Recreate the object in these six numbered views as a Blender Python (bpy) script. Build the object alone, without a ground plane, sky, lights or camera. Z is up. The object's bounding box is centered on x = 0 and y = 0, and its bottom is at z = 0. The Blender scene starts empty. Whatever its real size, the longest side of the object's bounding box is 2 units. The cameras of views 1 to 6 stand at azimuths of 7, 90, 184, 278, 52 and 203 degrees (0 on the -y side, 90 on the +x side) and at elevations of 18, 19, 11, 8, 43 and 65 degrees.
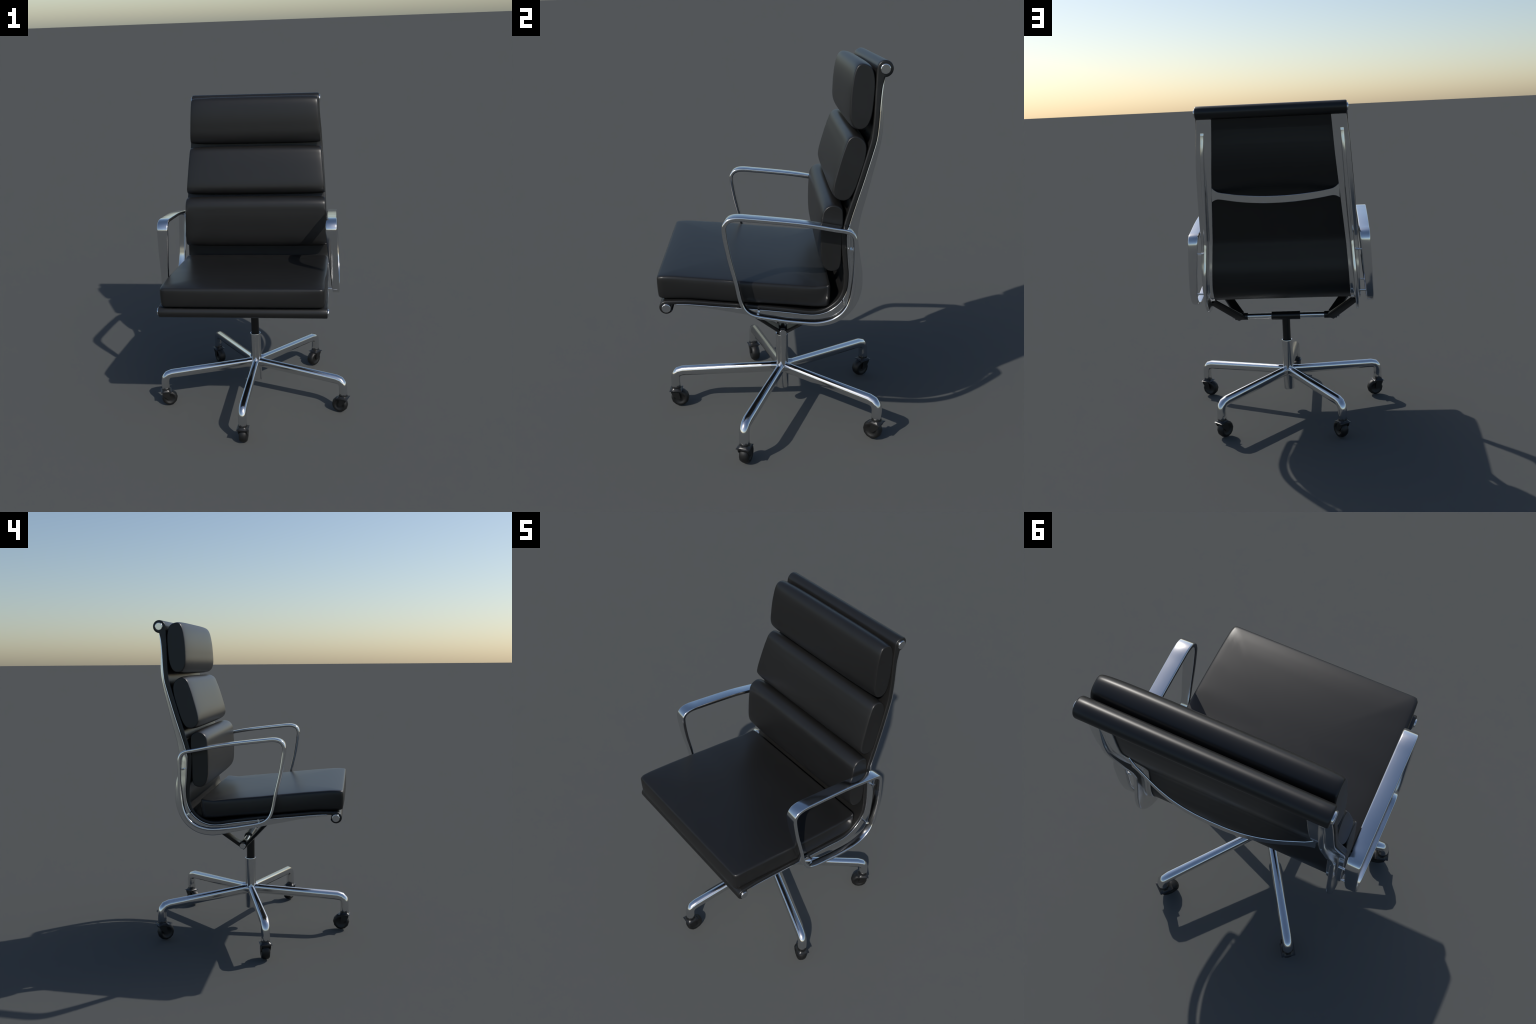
import bpy, bmesh, math
import numpy as np
from mathutils import Vector, Matrix

X0 = 0.006          # symmetry plane of the chair
HUB = Vector((0.006, 0.050, 0.0))

# ------------------------------------------------------------------ materials
def new_mat(name):
    m = bpy.data.materials.new(name)
    m.use_nodes = True
    nt = m.node_tree
    return m, nt, nt.nodes["Principled BSDF"]

def noise(nt, scale, detail=4.0):
    tc = nt.nodes.new("ShaderNodeTexCoord")
    n = nt.nodes.new("ShaderNodeTexNoise")
    n.inputs["Scale"].default_value = scale
    n.inputs["Detail"].default_value = detail
    nt.links.new(tc.outputs["Object"], n.inputs["Vector"])
    return n

def mat_leather():
    m, nt, b = new_mat("black_leather")
    n = noise(nt, 9.0, 3.0)
    r = nt.nodes.new("ShaderNodeValToRGB")
    r.color_ramp.elements[0].color = (0.0115, 0.0114, 0.0113, 1)
    r.color_ramp.elements[1].color = (0.0142, 0.0141, 0.0139, 1)
    nt.links.new(n.outputs["Fac"], r.inputs["Fac"])
    nt.links.new(r.outputs["Color"], b.inputs["Base Color"])
    b.inputs["Roughness"].default_value = 0.36
    b.inputs["Specular IOR Level"].default_value = 0.45
    v = nt.nodes.new("ShaderNodeTexVoronoi")
    v.inputs["Scale"].default_value = 260.0
    tc = nt.nodes.new("ShaderNodeTexCoord")
    nt.links.new(tc.outputs["Object"], v.inputs["Vector"])
    bp = nt.nodes.new("ShaderNodeBump")
    bp.inputs["Strength"].default_value = 0.008
    bp.inputs["Distance"].default_value = 0.001
    nt.links.new(v.outputs["Distance"], bp.inputs["Height"])
    nt.links.new(bp.outputs["Normal"], b.inputs["Normal"])
    return m

def mat_chrome():
    m, nt, b = new_mat("polished_aluminium")
    b.inputs["Metallic"].default_value = 1.0
    n = noise(nt, 14.0, 2.0)
    r = nt.nodes.new("ShaderNodeValToRGB")
    r.color_ramp.elements[0].color = (0.765, 0.77, 0.775, 1)
    r.color_ramp.elements[1].color = (0.80, 0.805, 0.81, 1)
    nt.links.new(n.outputs["Fac"], r.inputs["Fac"])
    nt.links.new(r.outputs["Color"], b.inputs["Base Color"])
    b.inputs["Roughness"].default_value = 0.15
    return m

def mat_black(name, c, rough, spec=0.5):
    m, nt, b = new_mat(name)
    n = noise(nt, 30.0, 2.0)
    r = nt.nodes.new("ShaderNodeValToRGB")
    r.color_ramp.elements[0].color = (c * .9, c * .9, c * .9, 1)
    r.color_ramp.elements[1].color = (c * 1.1, c * 1.1, c * 1.1, 1)
    nt.links.new(n.outputs["Fac"], r.inputs["Fac"])
    nt.links.new(r.outputs["Color"], b.inputs["Base Color"])
    b.inputs["Roughness"].default_value = rough
    b.inputs["Specular IOR Level"].default_value = spec
    return m

LEATHER = mat_leather()
CHROME = mat_chrome()
BLACK_METAL = mat_black("black_lacquered_steel", 0.010, 0.28)
BLACK_PLASTIC = mat_black("black_caster_plastic", 0.006, 0.5)
DARK_PLATE = mat_black("dark_grey_plate", 0.014, 0.32, 0.5)

# ------------------------------------------------------------------ helpers
def crom(pts, per=10, closed=False):
    """Centripetal-ish Catmull-Rom through control points."""
    P = [np.array(p, float) for p in pts]
    n = len(P)
    out = []
    rng = range(n if closed else n - 1)
    for i in rng:
        p1, p2 = P[i], P[(i + 1) % n]
        p0 = P[(i - 1) % n] if (closed or i > 0) else 2 * p1 - p2
        p3 = P[(i + 2) % n] if (closed or i < n - 2) else 2 * p2 - p1
        d0 = max(np.linalg.norm(p1 - p0) ** .5, 1e-6)
        d1 = max(np.linalg.norm(p2 - p1) ** .5, 1e-6)
        d2 = max(np.linalg.norm(p3 - p2) ** .5, 1e-6)
        m1 = (p1 - p0) / d0 - (p2 - p0) / (d0 + d1) + (p2 - p1) / d1
        m2 = (p2 - p1) / d1 - (p3 - p1) / (d1 + d2) + (p3 - p2) / d2
        m1, m2 = m1 * d1, m2 * d1
        for k in range(per):
            t = k / per
            h = (2*t**3 - 3*t**2 + 1, t**3 - 2*t**2 + t, -2*t**3 + 3*t**2, t**3 - t**2)
            out.append(h[0]*p1 + h[1]*m1 + h[2]*p2 + h[3]*m2)
    if not closed:
        out.append(P[-1])
    return np.array(out)

def arclen(c):
    d = np.linalg.norm(np.diff(c, axis=0), axis=1)
    return np.concatenate([[0], np.cumsum(d)])

def resample(c, n, closed=False):
    if closed:
        c = np.vstack([c, c[:1]])
    s = arclen(c)
    t = np.linspace(0, s[-1], n + (1 if closed else 0))
    r = np.stack([np.interp(t, s, c[:, k]) for k in range(c.shape[1])], 1)
    return r[:-1] if closed else r

def tangents(c, closed=False):
    if closed:
        t = np.roll(c, -1, 0) - np.roll(c, 1, 0)
    else:
        t = np.gradient(c, axis=0)
    return t / np.linalg.norm(t, axis=1)[:, None]

def round_poly(pts, radii, seg=5):
    """2D polygon with every corner rounded (fillets on concave ones)."""
    out = []
    n = len(pts)
    for i in range(n):
        p = np.array(pts[i], float)
        a = np.array(pts[i - 1], float) - p
        b = np.array(pts[(i + 1) % n], float) - p
        la, lb = np.linalg.norm(a), np.linalg.norm(b)
        r = min(radii[i], la * .49, lb * .49)
        a, b = a / max(la, 1e-9), b / max(lb, 1e-9)
        for k in range(seg + 1):
            t = k / seg
            # quadratic bezier pulled close to an arc
            q = (1-t)**2 * (p + a*r) + 2*t*(1-t) * p + t**2 * (p + b*r)
            arcmid = p + (a + b) * r * (1 - math.sqrt(.5)) 
            w = 4*t*(1-t)
            bez = p + (a + b) * r * .25
            out.append(q + (arcmid - bez) * w)
    return out

def rrect(w, h, r, seg=5):
    return round_poly([(-w/2, -h/2), (w/2, -h/2), (w/2, h/2), (-w/2, h/2)], [r]*4, seg)

def make(name, verts, faces, mat, parent=None, smooth_angle=40, center=False):
    me = bpy.data.meshes.new(name)
    me.from_pydata([tuple(map(float, v)) for v in verts], [], faces)
    bm = bmesh.new(); bm.from_mesh(me)
    bmesh.ops.recalc_face_normals(bm, faces=bm.faces)
    bm.to_mesh(me); bm.free()
    me.materials.append(mat)
    if smooth_angle:
        me.shade_smooth() if hasattr(me, "shade_smooth") else None
        me.set_sharp_from_angle(angle=math.radians(smooth_angle))
    ob = bpy.data.objects.new(name, me)
    bpy.context.scene.collection.objects.link(ob)
    if parent is not None:
        ob.parent = parent
    return ob

def rings(rows, closed_path=False, caps=True, fan=False):
    """rows: list of equal-length rings of 3D points -> verts, faces."""
    n = len(rows[0]); m = len(rows)
    V = [p for r in rows for p in r]
    F = []
    for i in range(m if closed_path else m - 1):
        j = (i + 1) % m
        for k in range(n):
            l = (k + 1) % n
            F.append((i*n + k, i*n + l, j*n + l, j*n + k))
    if caps and not closed_path:
        F.append(tuple(range(n)))
        F.append(tuple((m-1)*n + k for k in range(n)))
    return V, F

def lathe(profile, axis_o, axis, seg=32, caps=True):
    """profile: (radius, height) pairs along axis."""
    axis = Vector(axis).normalized()
    u = axis.orthogonal().normalized(); v = axis.cross(u)
    rows = []
    for r, h in profile:
        rows.append([Vector(axis_o) + axis*h + (u*math.cos(a) + v*math.sin(a))*max(r, 1e-4)
                     for a in [2*math.pi*k/seg for k in range(seg)]])
    return rings(rows, caps=caps)

def merge(*vf):
    V, F = [], []
    for v, f in vf:
        o = len(V); V += list(v); F += [tuple(i + o for i in q) for q in f]
    return V, F

def bar(p0, p1, w, t, wide_hint, r=None, taper=1.0):
    p0, p1 = Vector(p0), Vector(p1)
    d = (p1 - p0).normalized()
    wv = Vector(wide_hint); wv = (wv - d*wv.dot(d)).normalized(); tv = d.cross(wv)
    rows = []
    for p, k in ((p0, 1.0), (p1, taper)):
        rows.append([p + wv*a + tv*b for a, b in rrect(w*k, t, r or t*.45)])
    return rings(rows)

def offset_poly(c, d):
    """closed 2D curve moved inwards by d (curve given in either sense)."""
    t = tangents(c, True)
    nrm = np.stack([-t[:, 1], t[:, 0]], 1)
    area = 0.5*np.sum(c[:, 0]*np.roll(c[:, 1], -1) - np.roll(c[:, 0], -1)*c[:, 1])
    return c + nrm*d*(1 if area > 0 else -1)

# ------------------------------------------------------------------ root
chair = bpy.data.objects.new("office_chair", None)
chair.location = (0, 0, 0)
bpy.context.scene.collection.objects.link(chair)
chair["label"] = "high-back black padded leather swivel chair with polished metal frame"
chair["category"] = "office chair"

# ------------------------------------------------------------------ side profile
# (y, z) line where the leather sheet meets the metal side rail, top to seat front
EDGE = [(.5165, 1.925), (.508, 1.859), (.503, 1.80), (.4985, 1.72), (.490, 1.645), (.4725, 1.58),
        (.457, 1.529), (.431, 1.445), (.400, 1.35), (.3675, 1.245), (.355, 1.192), (.3555, 1.15), (.3605, 1.07),
        (.367, .98), (.357, .905), (.3267, .85), (.277, .809), (.24, .7945), (.205, .7885),
        (.155, .7915), (.0927, .802), (-.057, .8225), (-.159, .835), (-.29, .849),
        (-.40, .861), (-.463, .865), (-.505, .864), (-.53, .863)]
E = resample(crom(EDGE, 8), 300)
ES = arclen(E)
ET = tangents(E)
EN = np.stack([ET[:, 1], -ET[:, 0]], 1)       # points to the sitter
s_of = lambda y, z: ES[np.argmin((E[:, 0]-y)**2 + (E[:, 1]-z)**2)]
def along(keys):
    k = sorted((s_of(y, z), v) for (y, z), v in keys)
    return np.interp(ES, [a for a, _ in k], [b for _, b in k])
HALF_W = along([((.5165, 1.925), .4285), ((.502, 1.77), .4427), ((.489, 1.63), .4526), ((.444, 1.487), .4623),
                ((.40, 1.35), .471), ((.355, 1.19), .478), ((.357, .905), .484), ((.205, .7885), .488), ((.0, .814), .491),
                ((-.2, .84), .4955), ((-.53, .863), .498)])
THICK = along([((.5165, 1.925), .032), ((.503, 1.8), .0255), ((.49, 1.645), .026), ((.40, 1.35), .025),
               ((.355, 1.19), .0255), ((.367, .98), .0235), ((.327, .85), .019), ((.2, .7885), .0185),
               ((-.159, .835), .019), ((-.53, .863), .0175)])

# ------------------------------------------------------------------ leather sheet
ROLL_T = np.array((.5225, 1.9605)); R_T = .038
ROLL_F = np.array((-.5280, .8465)); R_F = .0345
front = E + EN*THICK[:, None]
def arc(c, r, a0, a1, n):
    return [c + r*np.array((math.cos(a), math.sin(a))) for a in np.linspace(math.radians(a0), math.radians(a1), n)]
loop, lw = [], []
def add(p, w):
    loop.append(np.array(p)); lw.append(w)
# front surface from top to seat front
k0 = 8
for i in range(k0, 286):
    add(front[i], HALF_W[i])
wf = HALF_W[-1]
for p in arc(ROLL_F, R_F, 96, 335, 22): add(p, wf)            # wraps over, round and under the front rod
for p in arc(ROLL_F, R_F - .008, 335, 395, 5): add(p, wf)
bulge = np.zeros(len(loop)).tolist()
for i in range(280, k0, -1):
    add(E[i], HALF_W[i])
    f = min(1, (i - k0)/14, max(0, (62 - i)/30))
    bulge.append(.0045*f)
    
wt = HALF_W[0]
for p in arc(ROLL_T, R_T, -88, 180, 26): add(p, wt)           # top roll, back to front
loop = np.array(loop); lw = np.array(lw)
bulge = np.array(bulge + [0]*(len(loop) - len(bulge)))
loop_mid = loop - (offset_poly(loop, 1) - loop)*bulge[:, None]
def off(d):
    return offset_poly(loop, d)
rows = []
prof = [(0, .0078), (0, .007), (.0006, .0045), (.002, .002), (.0045, .0006), (.007, 0.0)]
xs = []
for din, inset in prof: xs.append((-1, din, inset))
mid = [(f, None, 0) for f in (-.9, -.80, -.72, -.4, 0, .4, .72, .80, .9)]
for side, din, inset in xs:
    q = off(inset); rows.append([(X0 - (w - din), p[0], p[1]) for p, w in zip(q, lw)])
for f, _, _ in mid:
    rows.append([(X0 + f*w, p[0], p[1]) for p, w in zip(loop if abs(f) > .75 else loop_mid, lw)])
for side, din, inset in reversed(xs):
    q = off(inset); rows.append([(X0 + (w - din), p[0], p[1]) for p, w in zip(q, lw)])
make("leather_sling", *rings(rows), LEATHER, chair, 50)

# rods inside the rolls; their flat ends show
def rod(name, c, half, r, mat):
    e = .003
    return make(name, *lathe([(r-e-.001, -half), (r-e, -half), (r-.001, -half+.001), (r, -half+e), (r, -half+e+.004), (r, half-e-.004), (r, half-e), (r-.001, half-.001), (r-e, half), (r-e-.001, half)],
                             (X0, c[0], c[1]), (1, 0, 0), 32), mat, chair, 50)
rod("top_rod", ROLL_T, .4365, .0232, CHROME)
rod("front_rod", ROLL_F + np.array((.001, -.001)), .5065, .0225, CHROME)

# ------------------------------------------------------------------ cushions
C1 = [(.42, 1.983), (.459, 1.968), (.4765, 1.92), (.4755, 1.83), (.462, 1.738), (.441, 1.700), (.4165, 1.690),
      (.3877, 1.698), (.3687, 1.735), (.367, 1.81), (.3748, 1.898), (.388, 1.955), (.401, 1.976)]
C2 = [(.392, 1.661), (.430, 1.640), (.4435, 1.605), (.437, 1.548), (.4175, 1.484), (.389, 1.405), (.363, 1.368),
      (.335, 1.361), (.305, 1.373), (.2895, 1.398), (.2905, 1.428), (.3115, 1.51), (.342, 1.605), (.363, 1.648)]
C3 = [(.297, 1.339), (.3295, 1.322), (.3368, 1.285), (.3315, 1.15), (.327, 1.047), (.316, 1.022), (.290, 1.0125),
      (.262, 1.019), (.244, 1.040), (.2345, 1.075), (.2315, 1.15), (.2345, 1.25), (.243, 1.308), (.265, 1.332)]
XC = .0095         # pads sit a touch to one side
def cushion(ctrl, w_top, w_bot):
    c = resample(crom(ctrl, 10, True), 96, True)
    zt, zb = c[:, 1].max(), c[:, 1].min()
    hw = w_bot + (w_top - w_bot)*(c[:, 1] - zb)/(zt - zb)
    endp = [(0, .0060), (0, .0045), (.0012, .0022), (.0035, .0006), (.008, -.0008), (.018, -.0024), (.04, -.0044), (.09, -.0066), (.17, -.0080)]
    rows = [[(XC - (w - d), p[0], p[1]) for p, w in zip(offset_poly(c, i), hw)] for d, i in endp]
    for f in (-.4, 0, .4):
        rows.append([(XC + f*w, p[0], p[1]) for p, w in zip(offset_poly(c, -.0085), hw)])
    rows += [[(XC + (w - d), p[0], p[1]) for p, w in zip(offset_poly(c, i), hw)] for d, i in reversed(endp)]
    return make("back_cushion", *rings(rows), LEATHER, chair, 60)
cushion(C1, .4180, .4365)
cushion(C2, .4400, .4650)
cushion(C3, .4665, .4790)

# seat cushion: rounded slab following the sling
def seat_cushion():
    top = lambda y: np.interp(y, [-.567, -.53, -.494, -.345, -.19, -.09, .1, .2, .245, .278],
                              [1.0035, 1.0045, 1.0045, .9915, .9755, .9635, .9455, .9345, .937, .943])
    bot = lambda y: np.interp(y, [-.567, -.4, -.19, .0, .096, .2, .278], [.886, .882, .861, .847, .838, .826, .823])
    hwf = lambda y: np.interp(y, [-.567, -.45, -.25, .0, .2, .278], [.4785, .4825, .4860, .4870, .4855, .4835])
    # superellipse-edged slab: walk round the outline in plan, several layers in height
    yc, hy = (-.5685 + .279)/2, (.5685 + .279)/2
    plan = []
    for (x, y) in rrect(2.0, 2*hy/.48, .020/.48, 8):
        plan.append((x, y*.48))
    # densify plan outline
    plan = resample(np.array(plan), 220, True)
    def ring(inset, fz, puff=0.0):
        r = []
        for px, py in plan:
            v = py/hy
            bx = .8*puff*(1 - abs(v)**4)*(abs(px) > .97)      # faces belly out between the corners
            by = .8*puff*(1 - abs(px)**4)*(v < -.97)
            y = yc + py*(1 - inset/hy) - by
            hw = hwf(y) - inset + bx
            x = px*hw
            z = bot(y) + (top(y) - bot(y))*fz
            r.append((.0075 + x, y, z))
        return r
    rows = []
    for inset, fz, puff in [(.30, 0, 0), (.10, 0, 0), (.026, .001, 0), (.010, .014, .002), (.0045, .05, .0045), (.0025, .12, .0065), (.0012, .25, .008), (.0004, .42, .008), (-.0004, .60, .006),
                      (-.0006, .75, .004), (-.0004, .88, .002), (.0008, .940, .001), (.0032, .974, 0), (.0075, .991, 0), (.0145, .998, 0), (.035, 1.007, 0), (.07, 1.018, 0), (.14, 1.034, 0), (.24, 1.046, 0), (.36, 1.05, 0)]:
        rows.append(ring(inset, fz, puff))
    return make("seat_cushion", *rings(rows), LEATHER, chair, 70)
seat_cushion()

# ------------------------------------------------------------------ side rails
FIN = [(.5165, 1.84), (.5205, 1.79), (.5232, 1.74), (.5225, 1.69), (.5178, 1.645), (.4985, 1.55), (.481, 1.485), (.4535, 1.374), (.428, 1.285), (.4135, 1.205),  # upper points pushed out past the measured edge to catch a bright sky reflection
       (.4255, 1.073), (.4385, .95), (.4290, .878), (.3970, .809), (.3465, .7545), (.287, .727), (.23, .7175),
       (.133, .731), (.05, .749), (-.136, .791), (-.213, .808), (-.30, .826), (-.40, .843), (-.45, .850), (-.50, .852)]
FL = .0085
LIP = along([((.5165, 1.925), -.003), ((.355, 1.19), -.002), ((.327, .85), .0005), ((.0, .814), .002), ((-.53, .863), .0015)])
dk = sorted((s_of(y, z), float(np.min(np.hypot(E[:, 0]-y, E[:, 1]-z)))) for y, z in FIN)
DEPTH = np.interp(ES, [a for a, _ in dk], [max(b, FL + .0012) for _, b in dk])
DEPTH = np.convolve(np.pad(DEPTH, 5, mode="edge"), np.ones(11)/11, "valid")
DEPTH[ES < s_of(.506, 1.84)] = FL + .0012          # the web starts with a blunt end
INNER = along([((.5165, 1.925), .338), ((.498, 1.712), .353), ((.46, 1.534), .370), ((.356, 1.156), .4045),
               ((.367, .98), .4156), ((.30, .8135), .424), ((-.53, .863), .440)])
FINX = along([((.508, 1.859), .397), ((.40, 1.35), .428), ((.3605, 1.07), .4465), ((.327, .85), .462), ((.205, .7885), .468), ((-.53, .863), .474)])
def rail(sgn):
    rows = []
    for i in range(0, 292):
        xo, xi, fx, d = HALF_W[i] + LIP[i], INNER[i], FINX[i], DEPTH[i]
        h = .0105
        d = max(d, FL + .0011)
        g = min(.012, (d - FL)*.45)
        pts = [(xo, -.0004), (xo, -FL), (fx + h, -FL), (fx + h*.9, -d), (fx - h*.9, -d), (fx - h, -FL), (xi, -FL), (xi, -.0004)]
        rad = [.002, .004, g, min(.006, (d-FL)*.4), min(.006, (d-FL)*.4), g, .004, .002]
        sec = round_poly(pts, rad, 4)
        rows.append([(X0 + sgn*a, E[i, 0] + EN[i, 0]*b, E[i, 1] + EN[i, 1]*b) for a, b in sec])
    return make("side_rail", *rings(rows), CHROME, chair, 45)

# ------------------------------------------------------------------ armrest loops
ARM = [(-.2285, 1.25), (-.226, 1.272), (-.211, 1.293), (-.185, 1.3035), (-.155, 1.3050), (-.10, 1.2995), (-.026, 1.2915), (.155, 1.2685),
       (.30, 1.241), (.346, 1.2325), (.372, 1.222), (.387, 1.200), (.3915, 1.165), (.392, 1.11), (.3905, 1.04), (.3865, .985), (.381, .945),
       (.3725, .90), (.354, .853), (.325, .816), (.29, .792), (.255, .780), (.215, .7735), (.175, .774), (.115, .780), (.06, .787),
       (.01, .796), (-.036, .804), (-.085, .815), (-.118, .829), (-.143, .853), (-.160, .892), (-.180, .99), (-.211, 1.126)]
def armrest(sgn):
    mid = resample(crom(ARM, 10, True), 200, True)
    T = tangents(mid, True)
    rows = []
    for p, tg in zip(mid, T):
        u = np.array((tg[1], -tg[0]))
        f = min(max((p[1] - .82)/(1.24 - .82), 0), 1)
        fr = min(max((p[0] + .20)/(.38 + .20), 0), 1)
        c = .5435 + (.5160 - .5435)*f
        t = .0165 + .0050*f*(1 - .45*fr*(p[1] < 1.215))
        w = .0445 + ((.0675 - .006*fr) - .0445)*f
        q = .0018*f*f
        p = p - np.array((0, q))
        sec = round_poly([(-w/2, -t/2), (w/2, -t/2), (w/2, t/2), (-w/2, t/2)], [.0068]*4, 5)
        rows.append([(X0 + sgn*(c + a), p[0] + u[0]*b, p[1] + u[1]*b) for a, b in sec])
    return make("armrest", *rings(rows, closed_path=True), CHROME, chair, 50)

PEGS = [(.378, 1.121, .502), (.3405, .860, .528), (-.074, .829, .526)]
for sgn in (1, -1):
    rl = rail(sgn)
    ar = armrest(sgn)
    for (y, z, xe) in PEGS:
        make("spacer_pin", *lathe([(.0058, .462), (.0058, xe)], (X0, y, z), (sgn, 0, 0), 16), CHROME, ar, 40)

# ------------------------------------------------------------------ back stretcher
rows = []
xe = .374
for f in np.concatenate([[-1, -.985, -.965, -.94, -.90], np.linspace(-.84, .84, 29), [.90, .94, .965, .985, 1]]):
    x = xe*f; a = abs(f)
    y = np.interp(a, [0, .16, .32, .46, .6, .7, .82, .92, 1], [.535, .5342, .5295, .521, .508, .4965, .4800, .4675, .4555])
    zc = 1.4575 + .031*a**2
    fl = max(0, (a - .86)/.14)
    h = .0400 + .046*fl**2.2
    t = .0052
    rows.append([(X0 + x, y + q, zc + p) for p, q in rrect(h, t, .0018, 1)])
make("back_stretcher", *rings(rows), CHROME, chair, 28)

# ------------------------------------------------------------------ tilt mechanism
PV = np.array((.0475, .6265))
def tube(name, profile, o, ax, mat, parent=chair, seg=32):
    return make(name, *lathe(profile, o, ax, seg), mat, parent, 40)
tube("pivot_rod", [(.0155, -.352), (.0165, -.352), (.0182, -.3505), (.0185, -.348), (.0185, -.343), (.0185, .343), (.0185, .348), (.0182, .3505), (.0165, .352), (.0155, .352)], (X0, PV[0], PV[1]), (1, 0, 0), CHROME)
tube("pivot_sleeve", [(.0265, -.0945), (.028, -.093), (.028, -.088), (.028, .088), (.028, .093), (.0265, .0945)], (X0, PV[0], PV[1]), (1, 0, 0), BLACK_METAL)
for sgn in (1, -1):
    col = lathe([(.0225, .252), (.024, .254), (.024, .334), (.0225, .336)], (X0, PV[0], PV[1]), (sgn, 0, 0), 28)
    bars = []
    for ty, tz in ((.193, .770), (-.112, .792)):
        k = 1 if ty > 0 else -1
        bars.append(bar((X0 + sgn*.292, PV[0] + k*.006, PV[1] - .012), (X0 + sgn*(.458 if k > 0 else .444), ty, tz), .066, .022, (sgn, 0, 0), taper=.8))
    make("support_bracket", *merge(col, *bars), BLACK_METAL, chair, 45)

# ------------------------------------------------------------------ column and base
hx, hy = HUB.x, HUB.y
tube("gas_column", [(.026, .40), (.026, .615)], (hx, hy - .002, 0), (0, 0, 1), BLACK_METAL)
tube("column_sleeve", [(.030, .123), (.0345, .124), (.035, .126), (.035, .132), (.035, .455), (.035, .4605), (.0343, .4625), (.032, .4635), (.0295, .4625), (.0285, .459), (.0280, .43)],
     (hx, hy, 0), (0, 0, 1), CHROME, seg=40)

FOOT_R = .6255
LEG_A0 = math.radians(268.1)
def leg_mesh():
    rb = .044
    zc = lambda r: .2498 - .0245*(r - .03)/(FOOT_R - .03)
    path = [(r, zc(r)) for r in (.030, .060, .067, FOOT_R - rb - .002)]
    n0 = len(path) - 1
    c = (FOOT_R - rb, path[-1][1] - rb)
    for a in (58, 29, 0):                      # bend in three facets, smooth shaded
        path.append((c[0] + rb*math.cos(math.radians(a)), c[1] + rb*math.sin(math.radians(a))))
    for z in (.155, .104):
        path.append((FOOT_R, z))
    path = np.array(path); T = tangents(path); S = arclen(path)
    rows = []
    for i, (p, t) in enumerate(zip(path, T)):
        f = min(p[0]/.58, 1)
        down = min(max((S[i] - S[n0])/(S[n0 + 3] - S[n0]), 0), 1)
        w = .042 + .011*f
        h = (.0600 - .0015*f)*(1 - down) + .0535*down
        nrm = (-t[1], t[0])
        if i < 2:                              # stouter socket at the hub
            w, h = w*1.02, h*1.05
        sec = rrect(w, h, min(w, h)*.47, 6)
        rows.append([(p[0] + nrm[0]*b, a, p[1] + nrm[1]*b) for a, b in sec])
    V, F = rings(rows)
    return V, F
LEG_V, LEG_F = leg_mesh()
LEG_RING = len(rrect(1, 1, .4, 6))

def bend_normals_for_sun_glint(me):
    """Leg normals tilted towards the foot, off the true surface, to draw the white sun glint."""
    vn = [Vector(v.normal) for v in me.vertices]
    for ring, deg in ((0, 0), (1, 4), (2, 16), (3, 18)):
        for k in range(ring*LEG_RING, (ring + 1)*LEG_RING):
            n = vn[k]
            flat = Vector((0, n.y, n.z)).normalized()
            up = max(0.0, flat.z*.5 + .5)
            a = math.radians(deg)*up
            vn[k] = (flat*math.cos(a) + Vector((1, 0, 0))*math.sin(a)).normalized()
    me.normals_split_custom_set_from_vertices([tuple(n) for n in vn])

def plate_mesh():
    rows = []
    for hs, z, sq in [(.028, .1030, .6), (.0362, .1036, .05), (.0362, .1048, .05), (.0325, .1060, .14), (.0292, .1095, .45), (.0272, .118, .98)]:
        rows.append([(FOOT_R + a, b, z) for a, b in rrect(2*hs, 2*hs, hs*sq, 4)])
    return rings(rows)
PLATE_V, PLATE_F = plate_mesh()

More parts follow.
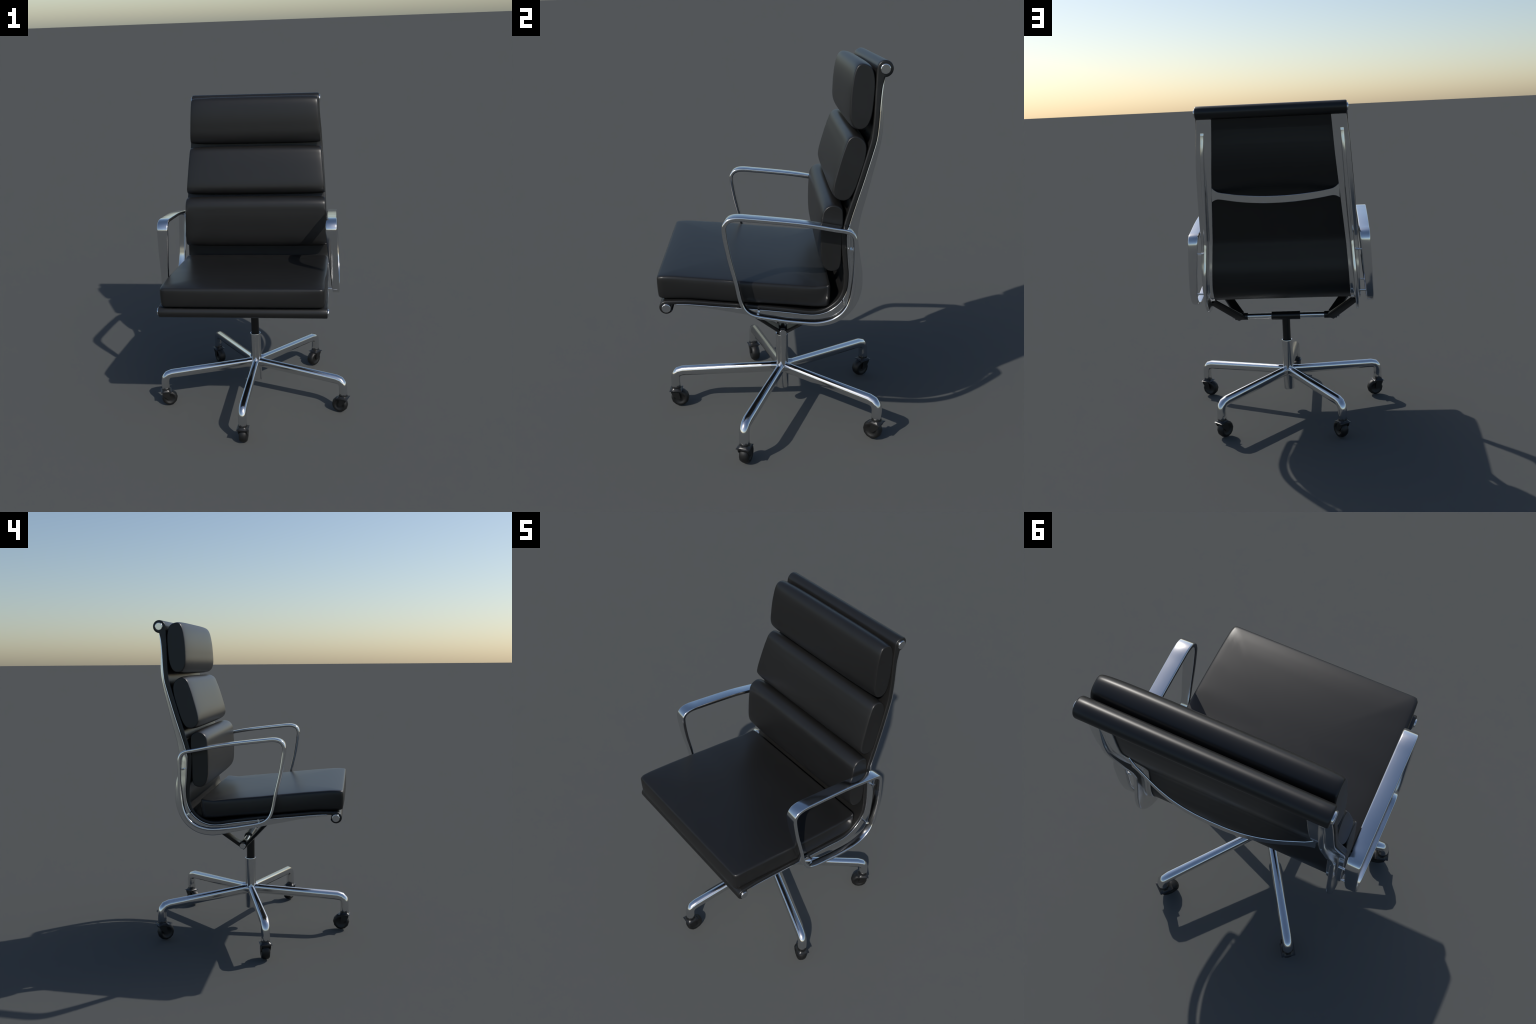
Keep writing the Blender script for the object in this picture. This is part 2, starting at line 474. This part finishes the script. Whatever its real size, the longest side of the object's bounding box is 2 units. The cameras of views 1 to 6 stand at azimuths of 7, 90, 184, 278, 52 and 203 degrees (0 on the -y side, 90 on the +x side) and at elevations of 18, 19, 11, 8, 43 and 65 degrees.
WHEEL_R, WHEEL_C = .0535, (.6045, 0, .0535)
def wheel_mesh():
    half = [(.010, .0180), (.024, .0185), (.030, .0215), (.037, .0255), (.046, .0235), (.0515, .0135)]
    prof = [(r, -h) for r, h in half] + [(.0535, 0)] + [(r, h) for r, h in reversed(half)]
    rows = []
    seg = 12
    for r, h in prof:
        rows.append([(r*math.sin(2*math.pi*(k)/seg), h, -r*math.cos(2*math.pi*(k)/seg)) for k in range(seg)])
    return rings(rows)
WHEEL_V, WHEEL_F = wheel_mesh()

def fork_mesh():
    parts = []
    out = [(.6080, .1035), (.6540, .1035), (.6530, .088), (.640, .070), (.618, .049), (.607, .045), (.600, .053), (.604, .075)]
    poly = round_poly(out, [.003, .003, .008, .02, .01, .01, .01, .01], 4)
    for s in (-1, 1):
        rows = [[(p[0], s*y, p[1]) for p in poly] for y in (.0235, .0285)]
        parts.append(rings(rows))
    # bridge under the plate
    rows = [[(p[0], y, p[1]) for p in [(.608, .1035), (.654, .1035), (.653, .090), (.647, .087), (.640, .096), (.608, .1005)]] for y in (-.0282, .0282)]
    parts.append(rings(rows))
    return merge(*parts)
FORK_V, FORK_F = fork_mesh()

leg_me = plate_me = wheel_me = fork_me = None
base = None
for k in range(5):
    rot = Matrix.Translation((hx, hy, 0)) @ Matrix.Rotation(LEG_A0 + k*2*math.pi/5, 4, 'Z')
    if k == 0:
        leg = make("base_leg", LEG_V, LEG_F, CHROME, chair, 50)
        bend_normals_for_sun_glint(leg.data)
        fork = make("caster", FORK_V, FORK_F, BLACK_PLASTIC, chair, 40)
        plate = make("mounting_plate", PLATE_V, PLATE_F, DARK_PLATE, fork, 35)
        wheel = make("wheel", WHEEL_V, WHEEL_F, BLACK_PLASTIC, fork, 50)
    else:
        def dup(o, par):
            c = o.copy(); bpy.context.scene.collection.objects.link(c); c.parent = par; return c
        leg2 = dup(leg, chair); fork2 = dup(fork, chair); plate2 = dup(plate, fork2); wheel2 = dup(wheel, fork2)
        leg2.matrix_basis = rot; fork2.matrix_basis = rot
        continue
    leg.matrix_basis = rot; fork.matrix_basis = rot
    wheel.location = WHEEL_C
